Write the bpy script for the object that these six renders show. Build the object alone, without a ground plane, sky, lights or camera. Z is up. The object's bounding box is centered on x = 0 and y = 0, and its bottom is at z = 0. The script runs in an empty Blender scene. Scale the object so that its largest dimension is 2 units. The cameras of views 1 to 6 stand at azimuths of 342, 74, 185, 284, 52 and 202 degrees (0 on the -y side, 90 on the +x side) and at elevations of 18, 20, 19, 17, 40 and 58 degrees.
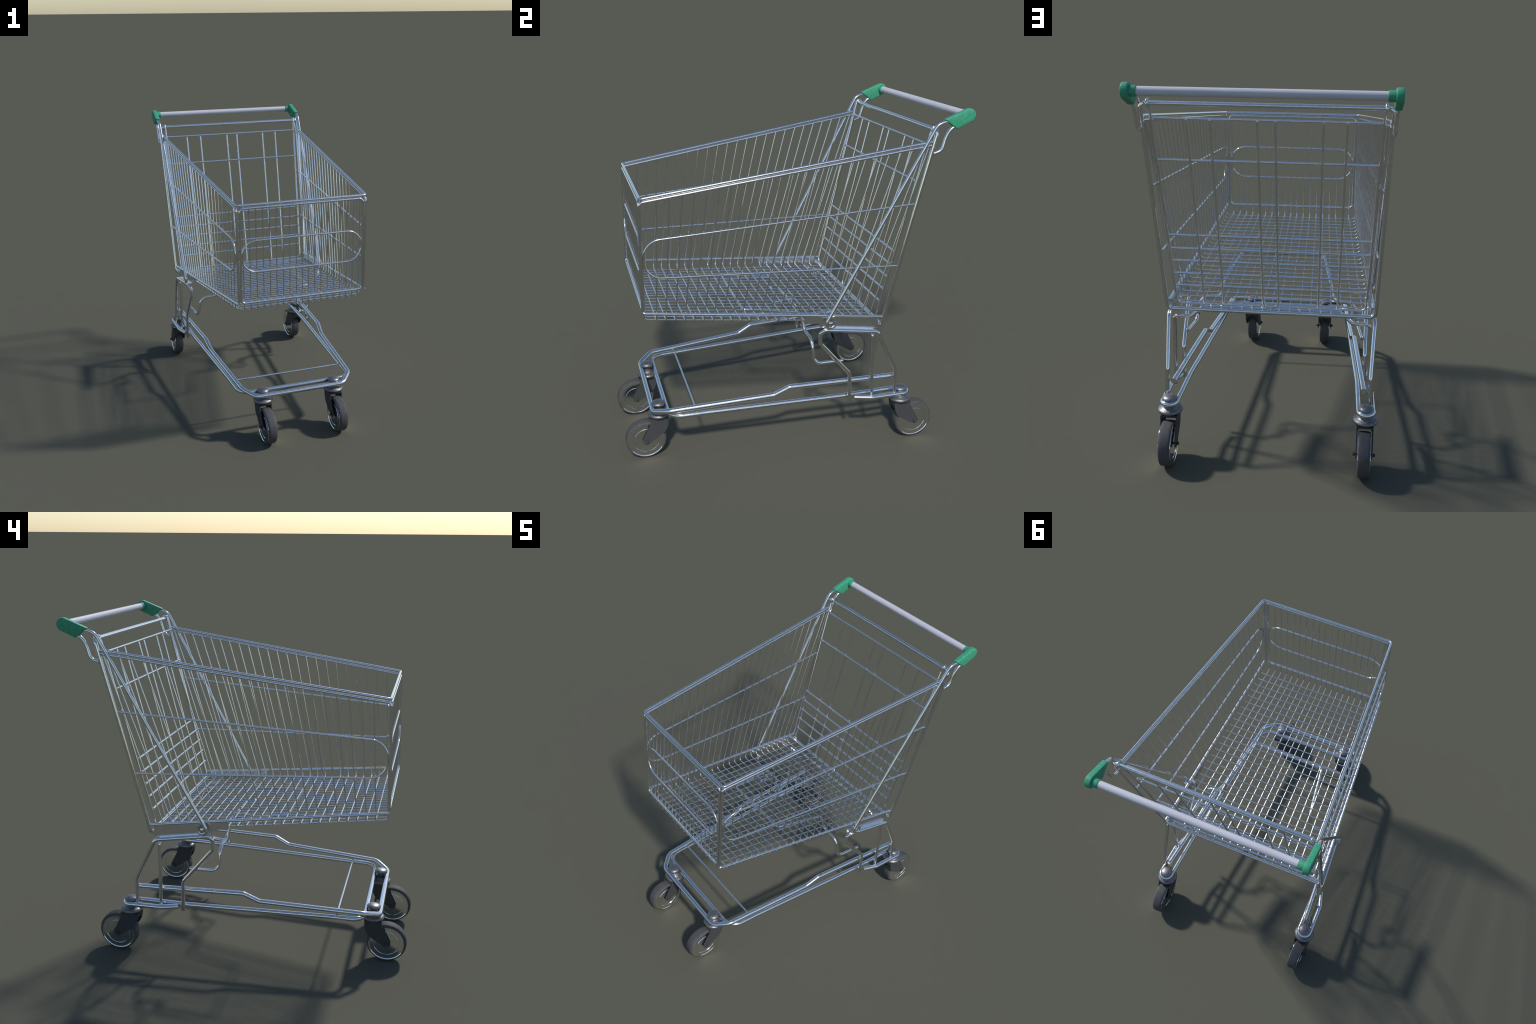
"""Supermarket trolley built from swept wires and tubes, lathed casters and a
solid green-capped push handle.  Metres, z up, front of the cart towards -y."""
import bpy, math, random
from mathutils import Vector, Matrix

random.seed(7)
V = Vector

# ----------------------------------------------------------------- materials
def new_mat(name):
    m = bpy.data.materials.new(name)
    m.use_nodes = True
    nt = m.node_tree
    nt.nodes.clear()
    out = nt.nodes.new('ShaderNodeOutputMaterial')
    b = nt.nodes.new('ShaderNodeBsdfPrincipled')
    nt.links.new(b.outputs[0], out.inputs[0])
    return m, nt, b

def noise(nt, scale, detail=4.0, rough=0.55, mapscale=(1, 1, 1)):
    tc = nt.nodes.new('ShaderNodeTexCoord')
    mp = nt.nodes.new('ShaderNodeMapping')
    mp.inputs['Scale'].default_value = mapscale
    n = nt.nodes.new('ShaderNodeTexNoise')
    n.inputs['Scale'].default_value = scale
    n.inputs['Detail'].default_value = detail
    n.inputs['Roughness'].default_value = rough
    nt.links.new(tc.outputs['Object'], mp.inputs[0])
    nt.links.new(mp.outputs[0], n.inputs['Vector'])
    return n.outputs['Fac']

def ramp(nt, fac, stops):
    r = nt.nodes.new('ShaderNodeValToRGB')
    el = r.color_ramp.elements
    while len(el) < len(stops):
        el.new(0.5)
    for e, (p, c) in zip(el, stops):
        e.position = p
        e.color = (*c, 1) if len(c) == 3 else c
    nt.links.new(fac, r.inputs[0])
    return r.outputs[0]

def bump(nt, b, height, strength, dist):
    n = nt.nodes.new('ShaderNodeBump')
    n.inputs['Strength'].default_value = strength
    n.inputs['Distance'].default_value = dist
    nt.links.new(height, n.inputs['Height'])
    nt.links.new(n.outputs[0], b.inputs['Normal'])

def g(v):
    return (v, v, v)

def mat_chrome():
    m, nt, b = new_mat('bright_zinc_chrome')
    b.inputs['Metallic'].default_value = 1.0
    f = noise(nt, 55, 5)
    nt.links.new(ramp(nt, f, [(0.3, (0.74, 0.75, 0.765)), (0.65, (0.86, 0.865, 0.875))]), b.inputs['Base Color'])
    f2 = noise(nt, 130, 3)
    nt.links.new(ramp(nt, f2, [(0.35, g(0.10)), (0.7, g(0.19))]), b.inputs['Roughness'])
    return m

def mat_plate():
    m, nt, b = new_mat('zinc_plate')
    b.inputs['Metallic'].default_value = 1.0
    f = noise(nt, 30, 5)
    nt.links.new(ramp(nt, f, [(0.3, (0.78, 0.79, 0.81)), (0.7, (0.88, 0.885, 0.90))]), b.inputs['Base Color'])
    b.inputs['Roughness'].default_value = 0.22
    return m

def mat_disc():
    m, nt, b = new_mat('dusty_polished_wheel_face')
    b.inputs['Metallic'].default_value = 1.0
    f = noise(nt, 420, 2)
    nt.links.new(ramp(nt, f, [(0.66, (0.86, 0.86, 0.86)), (0.74, (0.50, 0.49, 0.46))]), b.inputs['Base Color'])
    nt.links.new(ramp(nt, f, [(0.64, g(0.11)), (0.74, g(0.5))]), b.inputs['Roughness'])
    return m

def mat_cast():
    m, nt, b = new_mat('dark_cast_metal')
    b.inputs['Metallic'].default_value = 0.85
    f = noise(nt, 110, 7, 0.7)
    nt.links.new(ramp(nt, f, [(0.32, (0.12, 0.12, 0.125)), (0.5, (0.22, 0.22, 0.23)), (0.70, (0.36, 0.36, 0.37))]), b.inputs['Base Color'])
    nt.links.new(ramp(nt, f, [(0.3, g(0.52)), (0.7, g(0.38))]), b.inputs['Roughness'])
    return m

def mat_fork():
    m, nt, b = new_mat('dark_grey_fork_paint')
    f = noise(nt, 45, 4)
    nt.links.new(ramp(nt, f, [(0.3, (0.052, 0.053, 0.056)), (0.7, (0.062, 0.063, 0.066))]), b.inputs['Base Color'])
    b.inputs['Roughness'].default_value = 0.75
    b.inputs['Specular IOR Level'].default_value = 0.25
    return m

def mat_rubber():
    m, nt, b = new_mat('grey_rubber')
    f = noise(nt, 70, 5, 0.6, (3.0, 0.6, 0.6))
    nt.links.new(ramp(nt, f, [(0.3, (0.062, 0.062, 0.064)), (0.7, (0.092, 0.090, 0.093))]), b.inputs['Base Color'])
    b.inputs['Roughness'].default_value = 0.7
    b.inputs['Specular IOR Level'].default_value = 0.3
    bump(nt, b, f, 0.25, 0.002)
    return m

def mat_green():
    m, nt, b = new_mat('green_plastic')
    f = noise(nt, 75, 7, 0.7, (1, 1, 0.6))
    nt.links.new(ramp(nt, f, [(0.32, (0.034, 0.285, 0.155)), (0.5, (0.048, 0.325, 0.185)), (0.72, (0.105, 0.370, 0.245))]), b.inputs['Base Color'])
    b.inputs['Roughness'].default_value = 0.55
    b.inputs['Specular IOR Level'].default_value = 0.35
    bump(nt, b, f, 0.12, 0.001)
    return m

def mat_grip():
    m, nt, b = new_mat('pale_grey_grip')
    f = noise(nt, 22, 5, 0.6, (0.35, 2.0, 2.0))
    nt.links.new(ramp(nt, f, [(0.3, (0.52, 0.525, 0.585)), (0.7, (0.585, 0.59, 0.645))]), b.inputs['Base Color'])
    b.inputs['Roughness'].default_value = 0.5
    b.inputs['Specular IOR Level'].default_value = 0.35
    return m

CHROME, PLATE, DISC, CAST = mat_chrome(), mat_plate(), mat_disc(), mat_cast()
FORK, RUBBER, GREEN, GRIP = mat_fork(), mat_rubber(), mat_green(), mat_grip()

# ------------------------------------------------------------------ geometry
def make_obj(name, mesh, parent=None, mat=None):
    o = bpy.data.objects.new(name, mesh)
    bpy.context.scene.collection.objects.link(o)
    if parent is not None:
        o.parent = parent
    if mat is not None and not mesh.materials:
        mesh.materials.append(mat)
    return o

def mesh_from(name, verts, faces, smooth=True, angle=None):
    me = bpy.data.meshes.new(name)
    me.from_pydata([tuple(v) for v in verts], [], faces)
    me.update()
    if smooth:
        me.polygons.foreach_set('use_smooth', [True] * len(me.polygons))
        if angle is not None:
            me.set_sharp_from_angle(angle=math.radians(angle))
    return me

def fillet(pts, closed=False, step=12.0):
    """Polyline given as (x,y,z) or (x,y,z,corner radius) -> rounded path."""
    P = [V(p[:3]) for p in pts]
    R = [p[3] if len(p) > 3 else 0.0 for p in pts]
    n = len(P)
    out = []
    for i in range(n):
        if R[i] <= 0 or (not closed and i in (0, n - 1)):
            out.append(P[i])
            continue
        a, b, c = P[i - 1], P[i], P[(i + 1) % n]
        u, w = (a - b), (c - b)
        lu, lw = u.length, w.length
        u.normalize(); w.normalize()
        ang = u.angle(w)
        if ang > math.pi - 0.02:
            out.append(b)
            continue
        t = min(R[i] / math.tan(ang / 2), lu * 0.49, lw * 0.49)
        r = t * math.tan(ang / 2)
        bis = (u + w).normalized()
        cen = b + bis * (r / math.sin(ang / 2))
        s, e = b + u * t - cen, b + w * t - cen
        tot = s.angle(e)
        ax = s.cross(e).normalized()
        k = max(3, int(math.degrees(tot) / step) + 1)
        for j in range(k + 1):
            out.append(cen + Matrix.Rotation(tot * j / k, 3, ax) @ s)
    return out

def tube_data(path, r, sides=10, closed=False, cap=True):
    P = [path[0]]
    for p in path[1:]:
        if (p - P[-1]).length > 1e-5:
            P.append(p)
    if closed and (P[0] - P[-1]).length < 1e-5:
        P.pop()
    n = len(P)
    T = []
    for i in range(n):
        if closed:
            d = (P[(i + 1) % n] - P[i]).normalized() + (P[i] - P[i - 1]).normalized()
        elif i == 0:
            d = P[1] - P[0]
        elif i == n - 1:
            d = P[-1] - P[-2]
        else:
            d = (P[i + 1] - P[i]).normalized() + (P[i] - P[i - 1]).normalized()
        T.append(d.normalized())
    ref = V((0, 0, 1)) if abs(T[0].z) < 0.9 else V((1, 0, 0))
    N = (ref - T[0] * ref.dot(T[0])).normalized()
    verts, faces = [], []
    for i in range(n):
        if i:
            N = T[i - 1].rotation_difference(T[i]) @ N
            N = (N - T[i] * N.dot(T[i])).normalized()
        B = T[i].cross(N)
        # mitre: keep the tube width through sharp corners
        k = 1.0
        if (closed or 0 < i < n - 1):
            c = max(0.6, T[i].dot((P[i] - P[i - 1]).normalized()))
            k = 1.0 / c
        axis = None
        if k > 1.001:
            d1 = (P[i] - P[i - 1]).normalized()
            d2 = (P[(i + 1) % n] - P[i]).normalized()
            axis = (d2 - d1).normalized()
        for j in range(sides):
            a = 2 * math.pi * j / sides
            off = (N * math.cos(a) + B * math.sin(a)) * r
            if axis is not None:
                off += axis * off.dot(axis) * (k - 1)
            verts.append(P[i] + off)
    loops = n if closed else n - 1
    twist = 0
    if closed:                                   # match last ring to first
        best = 1e9
        for s in range(sides):
            d = (verts[(n - 1) * sides] - verts[s]).length
            if d < best:
                best, twist = d, s
    for i in range(loops):
        a, b = i * sides, ((i + 1) % n) * sides
        tw = twist if (closed and i == n - 1) else 0
        for j in range(sides):
            j2 = (j + 1) % sides
            faces.append((a + j, a + j2, b + (j2 + tw) % sides, b + (j + tw) % sides))
    if cap and not closed:
        faces.append(tuple(range(sides - 1, -1, -1)))
        faces.append(tuple((n - 1) * sides + j for j in range(sides)))
    return verts, faces

def join(parts):
    vs, fs = [], []
    for v, f in parts:
        o = len(vs)
        vs += list(v)
        fs += [tuple(i + o for i in q) for q in f]
    return vs, fs

def tube(name, pts, r, parent, mat=None, sides=12, closed=False):
    v, f = tube_data(fillet(pts, closed), r, sides, closed)
    return make_obj(name, mesh_from(name, v, f, angle=50), parent, mat or CHROME)

def mir(p):
    return (-p[0],) + tuple(p[1:])

def both(pts):
    """left end ... right end: mirrored copy joined to the half path."""
    return [mir(p) for p in reversed(pts)] + list(pts)

def lathe_data(profile, seg=40, axis='z'):
    verts, faces = [], []
    n = len(profile)
    for i in range(seg):
        a = 2 * math.pi * i / seg
        for r, h in profile:
            if axis == 'z':
                verts.append(V((r * math.cos(a), r * math.sin(a), h)))
            else:
                verts.append(V((h, r * math.cos(a), r * math.sin(a))))
    for i in range(seg):
        i2 = (i + 1) % seg
        for j in range(n - 1):
            q = (i * n + j, i2 * n + j, i2 * n + j + 1, i * n + j + 1)
            faces.append(q if axis == 'z' else q)
    return verts, faces

def clean(me):
    import bmesh
    bm = bmesh.new()
    bm.from_mesh(me)
    bmesh.ops.remove_doubles(bm, verts=bm.verts, dist=1e-6)
    bmesh.ops.dissolve_degenerate(bm, dist=1e-7, edges=bm.edges)
    bmesh.ops.recalc_face_normals(bm, faces=bm.faces)
    bm.to_mesh(me)
    bm.free()

def lathe(name, profile, parent, mat, seg=40, axis='z', angle=35):
    v, f = lathe_data(profile, seg, axis)
    me = mesh_from(name, v, f, smooth=False)
    clean(me)
    me.polygons.foreach_set('use_smooth', [True] * len(me.polygons))
    me.set_sharp_from_angle(angle=math.radians(angle))
    return make_obj(name, me, parent, mat)

def slab(outline, a, b, axis=0):
    """closed outline in the two other axes, extruded along `axis` from a to b"""
    n = len(outline)
    vs = []
    for h in (a, b):
        for p in outline:
            c = list(p)
            c.insert(axis, h)
            vs.append(V(c))
    fs = [tuple(range(n)), tuple(range(2 * n - 1, n - 1, -1))]
    fs += [(i, i + n, (i + 1) % n + n, (i + 1) % n) for i in range(n)]
    return vs, fs

def bevel_apply(o, width, segs=3, angle=40):
    m = o.modifiers.new('b', 'BEVEL')
    m.width = width
    m.segments = segs
    m.limit_method = 'ANGLE'
    m.angle_limit = math.radians(angle)
    dg = bpy.context.evaluated_depsgraph_get()
    me = bpy.data.meshes.new_from_object(o.evaluated_get(dg))
    o.modifiers.clear()
    old = o.data
    o.data = me
    bpy.data.meshes.remove(old)
    me.polygons.foreach_set('use_smooth', [True] * len(me.polygons))
    me.set_sharp_from_angle(angle=math.radians(35))

def lerp(a, b, t):
    return a + (b - a) * t

# ------------------------------------------------------------- root object
cart = bpy.data.objects.new('shopping_cart', None)
bpy.context.scene.collection.objects.link(cart)
cart['label'] = 'chrome wire supermarket trolley with green capped push handle'
cart['category'] = 'shopping cart'

# --------------------------------------------------------------- the basket
YF, YR = -0.832, 0.499                    # bottom rail, front and rear end
def rail_x(y): return lerp(0.439, 0.533, (y - YF) / (YR - YF))
def rail_z(y): return lerp(0.995, 0.834, (y - YF) / (YR - YF))
RF, RR = -0.815, 0.757                    # rim, front and rear end
def rim_x(y): return lerp(0.431, 0.556, (y - RF) / (RR - RF))
def rim_z(y): return lerp(1.603, 1.812, (y - RF) / (RR - RF))     # lower rim wire
def floor_z(y): return 0.938 - 0.1153 * (y + 0.82)

RIM_R, RAIL_R, WIRE_R = 0.0085, 0.0078, 0.0038

basket = tube('basket', [(-rim_x(RR), RR, rim_z(RR) + 0.019), (-rim_x(RF), RF, rim_z(RF) + 0.019, 0.02),
                         (rim_x(RF), RF, rim_z(RF) + 0.019, 0.02), (rim_x(RR), RR, rim_z(RR) + 0.019)],
              RIM_R, cart)

# side frames: lower rim wire, front corner post and bottom rail in one bend
for s in (1, -1):
    xt, xb = rim_x(RF) - 0.001, rail_x(YF)
    tube('side_frame', [(s * rim_x(RR), RR, rim_z(RR)),
                        (s * xt, RF - 0.001, rim_z(RF), 0.022),
                        (s * 0.4275, -0.836, 1.00, 0.012),
                        (s * (xb - 0.004), YF - 0.004, 0.994, 0.02),
                        (s * rail_x(YR), YR, rail_z(YR))], RAIL_R, basket)

# front frame: closed rounded rectangle
FY0, FY1 = -0.840, -0.8185
def front_y(z): return lerp(FY0, FY1, (z - 1.003) / 0.602)
tube('front_frame', [(-0.411, FY0, 0.999, 0.022), (0.411, FY0, 0.999, 0.022),
                     (0.409, FY1, 1.603, 0.026), (-0.409, FY1, 1.603, 0.026)],
     0.0080, basket, closed=True)

# hairpin cross wires: down one side, across the floor, up the other
N_CROSS = 24
for i in range(N_CROSS):
    yb = -0.769 + 0.0520 * i
    yb += 0.0010 * (yb + 1.2)
    yt = -0.7266 + 0.06535 * i
    if i >= 22:                              # last wires crowd the rear post
        yb += 0.003
        yt = min(yt, 0.738)
    xr = rail_x(yb) - RAIL_R - WIRE_R + 0.001
    xt = rim_x(yt) - 0.0095
    zt = rim_z(yt)
    zr, zf = rail_z(yb), floor_z(yb) + 0.0085
    lean = (yt - yb) / (zt - zr)
    half = [(xr - 0.003, yb - lean * (zr - zf), zf, 0.021), (xr, yb, zr + 0.01, 0.06),
            (xt, yt + random.uniform(-0.0008, 0.0008), zt)]
    tube('cross_wire', both(half), WIRE_R, basket, sides=8)

# lengthwise wires: along the floor and up the front
N_LONG = 19
def long_x(k):                               # k = -9 ... 9 -> (front x, rear x)
    a = abs(k)
    if a == 0:
        return 0.0, 0.0
    sg = 1 if k > 0 else -1
    return sg * (0.0405 + 0.04363 * (a - 1)), sg * (0.0435 + 0.0543 * (a - 1))
for k in range(-9, 10):
    xf, xr = long_x(k)
    j = random.uniform(-0.0008, 0.0008)
    tube('floor_wire', [(xf * 1.008 + j, front_y(1.602) + 0.009, 1.602), (xf, -0.832, floor_z(-0.83), 0.019),
                        (xr, 0.464, floor_z(0.464), 0.03), (xr, 0.492, 0.781)],
         WIRE_R, basket, sides=8)

# rub rails: stadium on the front, hairpins on the sides
ya, yb = front_y(1.196) - 0.001, front_y(1.397) - 0.001
tube('rub_rail', [(-0.403, ya, 1.196, 0.099), (0.403, ya, 1.196, 0.099),
                  (0.403, yb, 1.397, 0.099), (-0.403, yb, 1.397, 0.099)],
     0.0054, basket, closed=True)
for s in (1, -1):
    tube('rub_rail', [(s * 0.5455, 0.675, 1.491), (s * 0.4385, -0.815, 1.397, 0.094),
                      (s * 0.4395, -0.818, 1.193, 0.094), (s * 0.537, 0.584, 1.136)],
         0.0054, basket)

# front carrier under the floor: hairpin with dropped hooks
tube('floor_support', both([(0.10, -0.252, floor_z(-0.252) - 0.0125),
                            (0.246, -0.252, floor_z(-0.252) - 0.0125, 0.02),
                            (0.297, 0.082, floor_z(0.082) - 0.013, 0.035),
                            (0.322, 0.106, 0.705, 0.04),
                            (0.442, 0.110, 0.700, 0.06),
                            (0.466, 0.114, 0.557, 0.045),
                            (0.486, 0.286, 0.563)]), 0.0103, basket)
# rear carrier: from the chassis posts up and across under the floor
tube('floor_support', both([(0.30, 0.440, floor_z(0.44) - 0.0125),
                            (0.366, 0.441, floor_z(0.44) - 0.0125, 0.02),
                            (0.430, 0.455, 0.727, 0.02),
                            (0.519, 0.455, 0.727, 0.022),
                            (0.523, 0.456, 0.322)]), 0.0108, basket)

# weld beads where the floor wires cross the carriers
def bead(c, r, sq):
    vs, fs = [], []
    prof = [(0.0, 1.0), (0.7, 0.7), (1.0, 0.0), (0.7, -0.7), (0.0, -1.0)]
    v, f = lathe_data(prof, 8)
    return [V(c) + V((p.x * r * 1.2, p.y * r, p.z * r * sq)) for p in v], f
beads = []
for k in range(-9, 10):
    xf, xr = long_x(k)
    for yy, lim in ((-0.252, 0.24), (0.440, 0.37)):
        x = lerp(xf, xr, (yy + 0.83) / 1.29)
        if abs(x) < lim:
            beads.append(bead((x + 0.004, yy + random.uniform(-.004, .004), floor_z(yy) - 0.004), 0.0075, 0.7))
me = mesh_from('weld_bead', *join(beads), smooth=False)
clean(me)
me.polygons.foreach_set('use_smooth', [True] * len(me.polygons))
wb = make_obj('weld_bead', me, basket, CHROME)
wb['kind'] = 'stuff'

# rear frame: both posts, the bar under the floor and the hinge bar on top
POST_R = 0.0115
HB_Y, HB_Z = 0.7715, 1.890                     # hinge bar
rear_frame = tube('rear_frame', [(-0.543, 0.494, 0.785, 0.030), (0.543, 0.494, 0.785, 0.030),
                                 (0.566, HB_Y, HB_Z, 0.030), (-0.566, HB_Y, HB_Z, 0.030)],
                  POST_R, cart, closed=True, sides=14)

# side plates between the bottom rail and the legs
for s in (1, -1):
    def px(y): return rail_x(y) - 0.0085
    legz = lambda y: lerp(0.799, 0.757, (y - 0.16) / 0.29)
    outer = [(0.045, rail_z(0.045)), (0.045, 0.835), (0.128, 0.826), (0.140, 0.800),
             (0.30, legz(0.30)), (0.445, legz(0.445)), (0.478, 0.760), (0.487, 0.800), (0.487, rail_z(0.487))]
    vs = [V((s * (px(y) + d), y, z)) for d in (-0.003, 0.003) for y, z in outer]
    n = len(outer)
    fs = [tuple(range(n)), tuple(range(2 * n - 1, n - 1, -1))] + \
         [(i, i + n, (i + 1) % n + n, (i + 1) % n) for i in range(n)]
    # out-turned foot of the plate resting on the leg
    foot = [(0.172, 0.0), (0.452, 0.0)]
    fv, ff = [], []
    for y, _ in foot:
        z = legz(y)
        for dx, dz in ((0.0, -0.0025), (0.0, 0.0025), (0.013, 0.0025), (0.013, -0.0025)):
            fv.append(V((s * (px(y) + 0.002 + dx), y, z + 0.001 + dz)))
    ff = [(0, 1, 2, 3), (7, 6, 5, 4)] + [(k, k + 4, (k + 1) % 4 + 4, (k + 1) % 4) for k in range(4)]
    me = mesh_from('side_plate', *join([(vs, fs), (fv, ff)]), smooth=False)
    clean(me)
    make_obj('side_plate', me, basket, PLATE)

# ----------------------------------------------------------------- rear flap
def flap(z):
    return 0.497 + 0.0325 * (z - 0.92), 0.4810 + 0.2560 * (z - 0.822)
FW = 0.0058
def hook(s):
    """curl of the side wire over the hinge bar"""
    x, cy, cz = 0.530, HB_Y, HB_Z
    pts = []
    for k in range(9):
        a = math.radians(205 - k * 32)
        pts.append((s * x, cy + 0.0172 * math.cos(a), cz + 0.0172 * math.sin(a)))
    return pts
ZB = 0.8135                                   # bottom edge of the flap
x0, y0 = flap(ZB)
side = lambda s: [(s * flap(1.87)[0], flap(1.87)[1], 1.87)] + hook(s)
rear_flap = tube('rear_flap', list(reversed(side(-1))) + [(-x0, y0, ZB, 0.028), (x0, y0, ZB, 0.028)] + side(1),
                 FW + 0.0004, cart)
for z in (1.818, 1.616, 1.216, 1.140, 1.068, 0.994, 0.920):
    x, y = flap(z)
    top = z > 1.8
    end = x - (0.006 if top else -0.002)
    tube('flap_bar', [(-end, y - 0.0112, z), (end, y - 0.0112, z)], FW + 0.0003, rear_flap)
OFF = 0.0
def flap_pt(xb, xt, z):
    t = (z - 0.822) / (1.82 - 0.822)
    return (lerp(xb, xt, t), flap(z)[1] + OFF, z)
for s in (1, -1):
    for xb, xt in ((0.348, 0.365), (0.247, 0.257)):
        tube('flap_wire', [flap_pt(s * xb, s * xt, ZB - 0.002), flap_pt(s * xb, s * xt, 1.814)], FW, rear_flap)
tube('flap_wire', [flap_pt(-0.040, -0.041, 1.814), flap_pt(-0.040, -0.041, ZB - 0.008) + (0.04,),
                   flap_pt(0.040, 0.041, ZB - 0.008) + (0.04,), flap_pt(0.040, 0.041, 1.814)], FW, rear_flap)

# ---------------------------------------------------------------- the handle
HY, HZ, CAP_R = 0.944, 1.964, 0.036
grip_v, grip_f = lathe_data([(0.0, -0.545), (0.0202, -0.545), (0.0202, 0.545), (0.0, 0.545)], 40, 'x')
me = mesh_from('handle', [p + V((0, HY, HZ)) for p in grip_v], grip_f, smooth=False)
clean(me)
me.polygons.foreach_set('use_smooth', [True] * len(me.polygons))
me.set_sharp_from_angle(angle=math.radians(40))
handle = make_obj('handle', me, cart, GRIP)

def tangent_from(p, up):
    """contact point on the cap circle of the line from p"""
    d = V((p[0] - HY, p[1] - HZ))
    base = math.atan2(d.y, d.x)
    off = math.acos(CAP_R / d.length)
    a = base + (-off if up else off)
    return a
ft, fb = (0.803, 1.949), (0.874, 1.895)
a0, a1 = tangent_from(ft, True), tangent_from(fb, False)
if a0 < 0: a0 += 2 * math.pi
while a1 > a0: a1 -= 2 * math.pi
arc = [(HY + CAP_R * math.cos(lerp(a0, a1, k / 16)), HZ + CAP_R * math.sin(lerp(a0, a1, k / 16))) for k in range(17)]
for s in (1, -1):
    o = make_obj('handle_cap', mesh_from('handle_cap', *slab([ft] + arc + [fb], s * 0.557, s * 0.5905), smooth=False), handle, GREEN)
    clean(o.data)
    bevel_apply(o, 0.0055, 3, 50)
    col = lathe('handle_collar', [(0.0, 0.526), (0.0205, 0.526), (0.0232, 0.5268), (0.0240, 0.530), (0.0240, 0.562), (0.0, 0.562)]
                if s > 0 else [(0.0, -0.562), (0.0240, -0.562), (0.0240, -0.530), (0.0232, -0.5268), (0.0205, -0.526), (0.0, -0.526)],
                handle, GREEN, 36, 'x')
    for v in col.data.vertices:
        v.co += V((0, HY, HZ))
    # long arm: out of the cap, over the bend and down to the bolt
    tube('handle_strut', [(s * 0.575, 0.880, 1.957), (s * 0.575, 0.815, 1.9375, 0.05), (s * 0.571, 0.766, 1.922, 0.075),
                          (s * 0.5375, 0.168, 0.846, 0.03), (s * 0.5375, 0.164, 0.820, 0.024),
                          (s * 0.5375, 0.192, 0.806, 0.024), (s * 0.5385, 0.216, 0.824, 0.02), (s * 0.539, 0.211, 0.846)],
         0.0098, handle, sides=14)
    # short S-shaped arm down to the rear post
    tube('handle_brace', [(s * 0.574, 0.915, 1.930), (s * 0.574, 0.833, 1.893, 0.075), (s * 0.572, 0.812, 1.832, 0.10),
                          (s * 0.573, 0.797, 1.782, 0.065), (s * 0.567, 0.752, 1.768)], 0.0098, handle, sides=14)
    # hexagon-headed bolt through strut and plate
    b = lathe('bolt', [(0.0, 0.508), (0.0065, 0.508), (0.0065, 0.5385), (0.0125, 0.5385), (0.0130, 0.541), (0.0120, 0.5475), (0.008, 0.5495), (0.0, 0.5495)],
              handle, CHROME, 20, 'x')
    for v in b.data.vertices:
        v.co = V((v.co.x * s, v.co.y + 0.188, v.co.z + 0.834))
    clean(b.data)

# --------------------------------------------------------------- the chassis
TUBE_R, LOW_R = 0.0158, 0.0148
frame = [(0.312, -0.817, 0.319, 0.06), (0.386, -0.735, 0.349, 0.07), (0.438, -0.122, 0.3765, 0.03),
         (0.450, -0.030, 0.4205, 0.03), (0.499, 0.612, 0.4185)]
chassis = tube('chassis', both(frame), TUBE_R, cart, sides=18)
LX, LY, LR = 0.515, 0.646, 0.0375
loop = [(LX + LR * math.cos(math.radians(a)), LY + LR * math.sin(math.radians(a)), 0.318) for a in range(168, -21, -12)]
half = [(0.220, -0.735, 0.315, 0.3), (0.397, -0.733, 0.315, 0.085), (0.4075, -0.53, 0.316, 0.3), (0.470, 0.329, 0.3165, 0.3)] + loop + \
       [(0.547, 0.452, 0.320, 0.05), (0.516, 0.352, 0.322)]
tube('lower_tube', both(half), LOW_R, chassis, sides=14)
tube('cross_rod', [(-0.404, -0.578, 0.3375), (0.404, -0.578, 0.3375)], 0.0062, chassis)
for s in (1, -1):
    tube('leg', [(s * 0.506, 0.324, 0.296), (s * 0.505, 0.321, 0.482, 0.035), (s * 0.507, 0.137, 0.705, 0.03),
                 (s * 0.507, 0.136, 0.765, 0.022), (s * 0.520, 0.165, 0.789, 0.022), (s * 0.544, 0.473, 0.747, 0.045),
                 (s * 0.531, 0.600, 0.480, 0.035), (s * 0.541, 0.597, 0.326)], 0.0116, chassis, sides=14)

# --------------------------------------------------------------- the casters
WR = 0.1190
tyre_prof = [(0.105, -0.0298), (0.111, -0.0308), (0.1152, -0.0285), (0.1180, -0.0225), (WR, -0.012), (WR, 0.012),
             (0.1180, 0.0225), (0.1152, 0.0285), (0.111, 0.0308), (0.105, 0.0298), (0.105, -0.0298)]
half_disc = [(0.0, 0.0292), (0.0715, 0.0292), (0.0735, 0.0272), (0.0755, 0.0272), (0.0775, 0.0298), (0.1018, 0.0298),
             (0.1034, 0.0304), (0.1052, 0.0325), (0.1060, 0.0327), (0.1066, 0.0310)]
disc_prof = [(r, -h) for r, h in half_disc] + list(reversed(half_disc))
swivel_prof = [(0.0, 0.3550), (0.013, 0.3543), (0.024, 0.3520), (0.033, 0.3480), (0.0390, 0.3425), (0.0408, 0.3380),
               (0.0390, 0.3330), (0.033, 0.3295), (0.020, 0.3280), (0.0195, 0.3080), (0.030, 0.3020), (0.037, 0.2970),
               (0.042, 0.2900), (0.054, 0.2860), (0.0620, 0.2815), (0.0655, 0.2760), (0.0662, 0.2710), (0.0640, 0.2655),
               (0.057, 0.2620), (0.048, 0.2605), (0.046, 0.2550), (0.0, 0.2550)]

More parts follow.
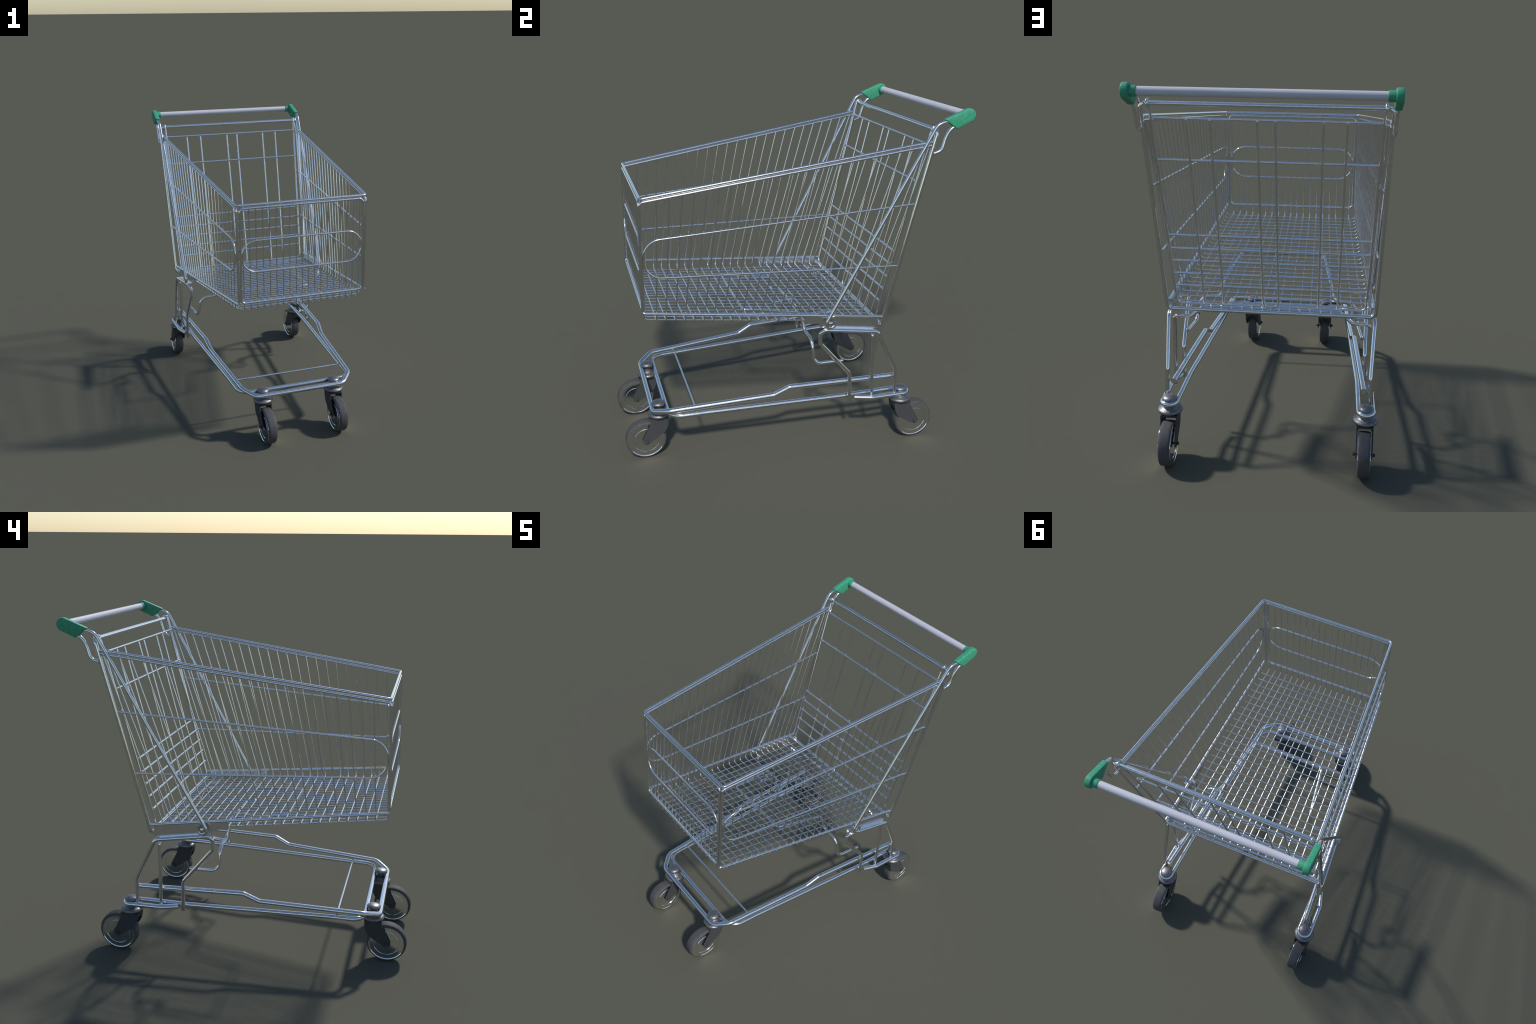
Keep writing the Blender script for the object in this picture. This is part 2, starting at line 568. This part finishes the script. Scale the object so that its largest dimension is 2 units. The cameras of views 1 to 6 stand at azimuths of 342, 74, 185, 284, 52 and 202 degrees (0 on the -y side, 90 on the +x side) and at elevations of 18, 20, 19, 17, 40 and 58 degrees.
def lathe_mesh(name, prof, mat, seg, axis, off, angle=35):
    v, f = lathe_data(prof, seg, axis)
    me = mesh_from(name, [p + V(off) for p in v], f, smooth=False)
    clean(me)
    me.polygons.foreach_set('use_smooth', [True] * len(me.polygons))
    me.set_sharp_from_angle(angle=math.radians(angle))
    me.materials.append(mat)
    return me

AX = 0.086                                    # trail: wheel behind the swivel
tyre_me = lathe_mesh('tyre', tyre_prof, RUBBER, 72, 'x', (0, AX, WR), 60)
disc_me = lathe_mesh('wheel_disc', disc_prof, DISC, 72, 'x', (0, AX, WR), 40)
swivel_me = lathe_mesh('swivel_head', swivel_prof, CAST, 44, 'z', (0, 0, 0), 50)
bolt_prof = [(0.0, -0.0575), (0.0080, -0.0575), (0.0090, -0.0560), (0.0090, -0.0475), (0.0065, -0.0475), (0.0065, 0.0475),
             (0.0090, 0.0475), (0.0090, 0.0560), (0.0080, 0.0575), (0.0, 0.0575)]
bolt_me = lathe_mesh('axle', bolt_prof, FORK, 12, 'x', (0, AX, WR), 25)

def fork_mesh():
    prof = [(-0.050, 0.256), (-0.0485, 0.232), (-0.045, 0.212), (-0.039, 0.192), (-0.030, 0.174), (-0.018, 0.160), (0.037, 0.122)]
    cx, cz, r = AX + 0.001, WR, 0.0225
    for k in range(10):
        a = math.radians(lerp(-120, 22, k / 9))
        prof.append((cx + r * math.cos(a), cz + r * math.sin(a)))
    prof += [(0.0535, 0.236), (0.052, 0.256)]
    parts = [slab(prof, 0.0378, 0.0440), slab(prof, -0.0440, -0.0378)]
    # crown plate joining the cheeks
    parts.append(slab([(-0.0498, 0.2570), (0.0518, 0.2570), (0.0518, 0.2475), (-0.0498, 0.2475)], -0.0438, 0.0438))
    # closed back of the fork with an arch over the tyre, following the cheek edge
    def back(z):
        t = (0.253 - z) / (0.253 - 0.174)
        return -0.0495 + 0.0195 * t ** 1.7
    vs, fs = [], []
    n = 12
    for k in range(n + 1):
        u = lerp(-1, 1, k / n)
        low = 0.178 + 0.046 * max(0.0, 1 - u * u) ** 0.6
        for m in range(5):
            z = lerp(0.251, low, m / 4)
            for d in (0.0, 0.005):
                vs.append(V((u * 0.0378, back(z) + d, z)))
    for k in range(n):
        for m in range(4):
            a, b = (k * 5 + m) * 2, ((k + 1) * 5 + m) * 2
            fs += [(a, b, b + 2, a + 2), (a + 1, a + 3, b + 3, b + 1)]
        a, b = (k * 5 + 4) * 2, ((k + 1) * 5 + 4) * 2
        fs.append((a, b, b + 1, a + 1))
    parts.append((vs, fs))
    me = mesh_from('caster', *join(parts), smooth=False)
    import bmesh
    bm = bmesh.new(); bm.from_mesh(me)
    bmesh.ops.triangulate(bm, faces=[f for f in bm.faces if len(f.verts) > 4])
    bmesh.ops.recalc_face_normals(bm, faces=bm.faces)
    bm.to_mesh(me); bm.free()
    me.materials.append(FORK)
    return me
fork_me = fork_mesh()
for x, y, rot in ((0.255, -0.777, 180 - 0.5), (-0.253, -0.777, 180 + 1.5), (LX - 0.001, LY, 1.0), (-LX + 0.001, LY, -1.5)):
    c = make_obj('caster', fork_me, cart)
    c.location = (x, y, 0)
    c.rotation_euler = (0, 0, math.radians(rot))
    for nm, me in (('tyre', tyre_me), ('wheel_disc', disc_me), ('swivel_head', swivel_me), ('axle', bolt_me)):
        make_obj(nm, me, c)
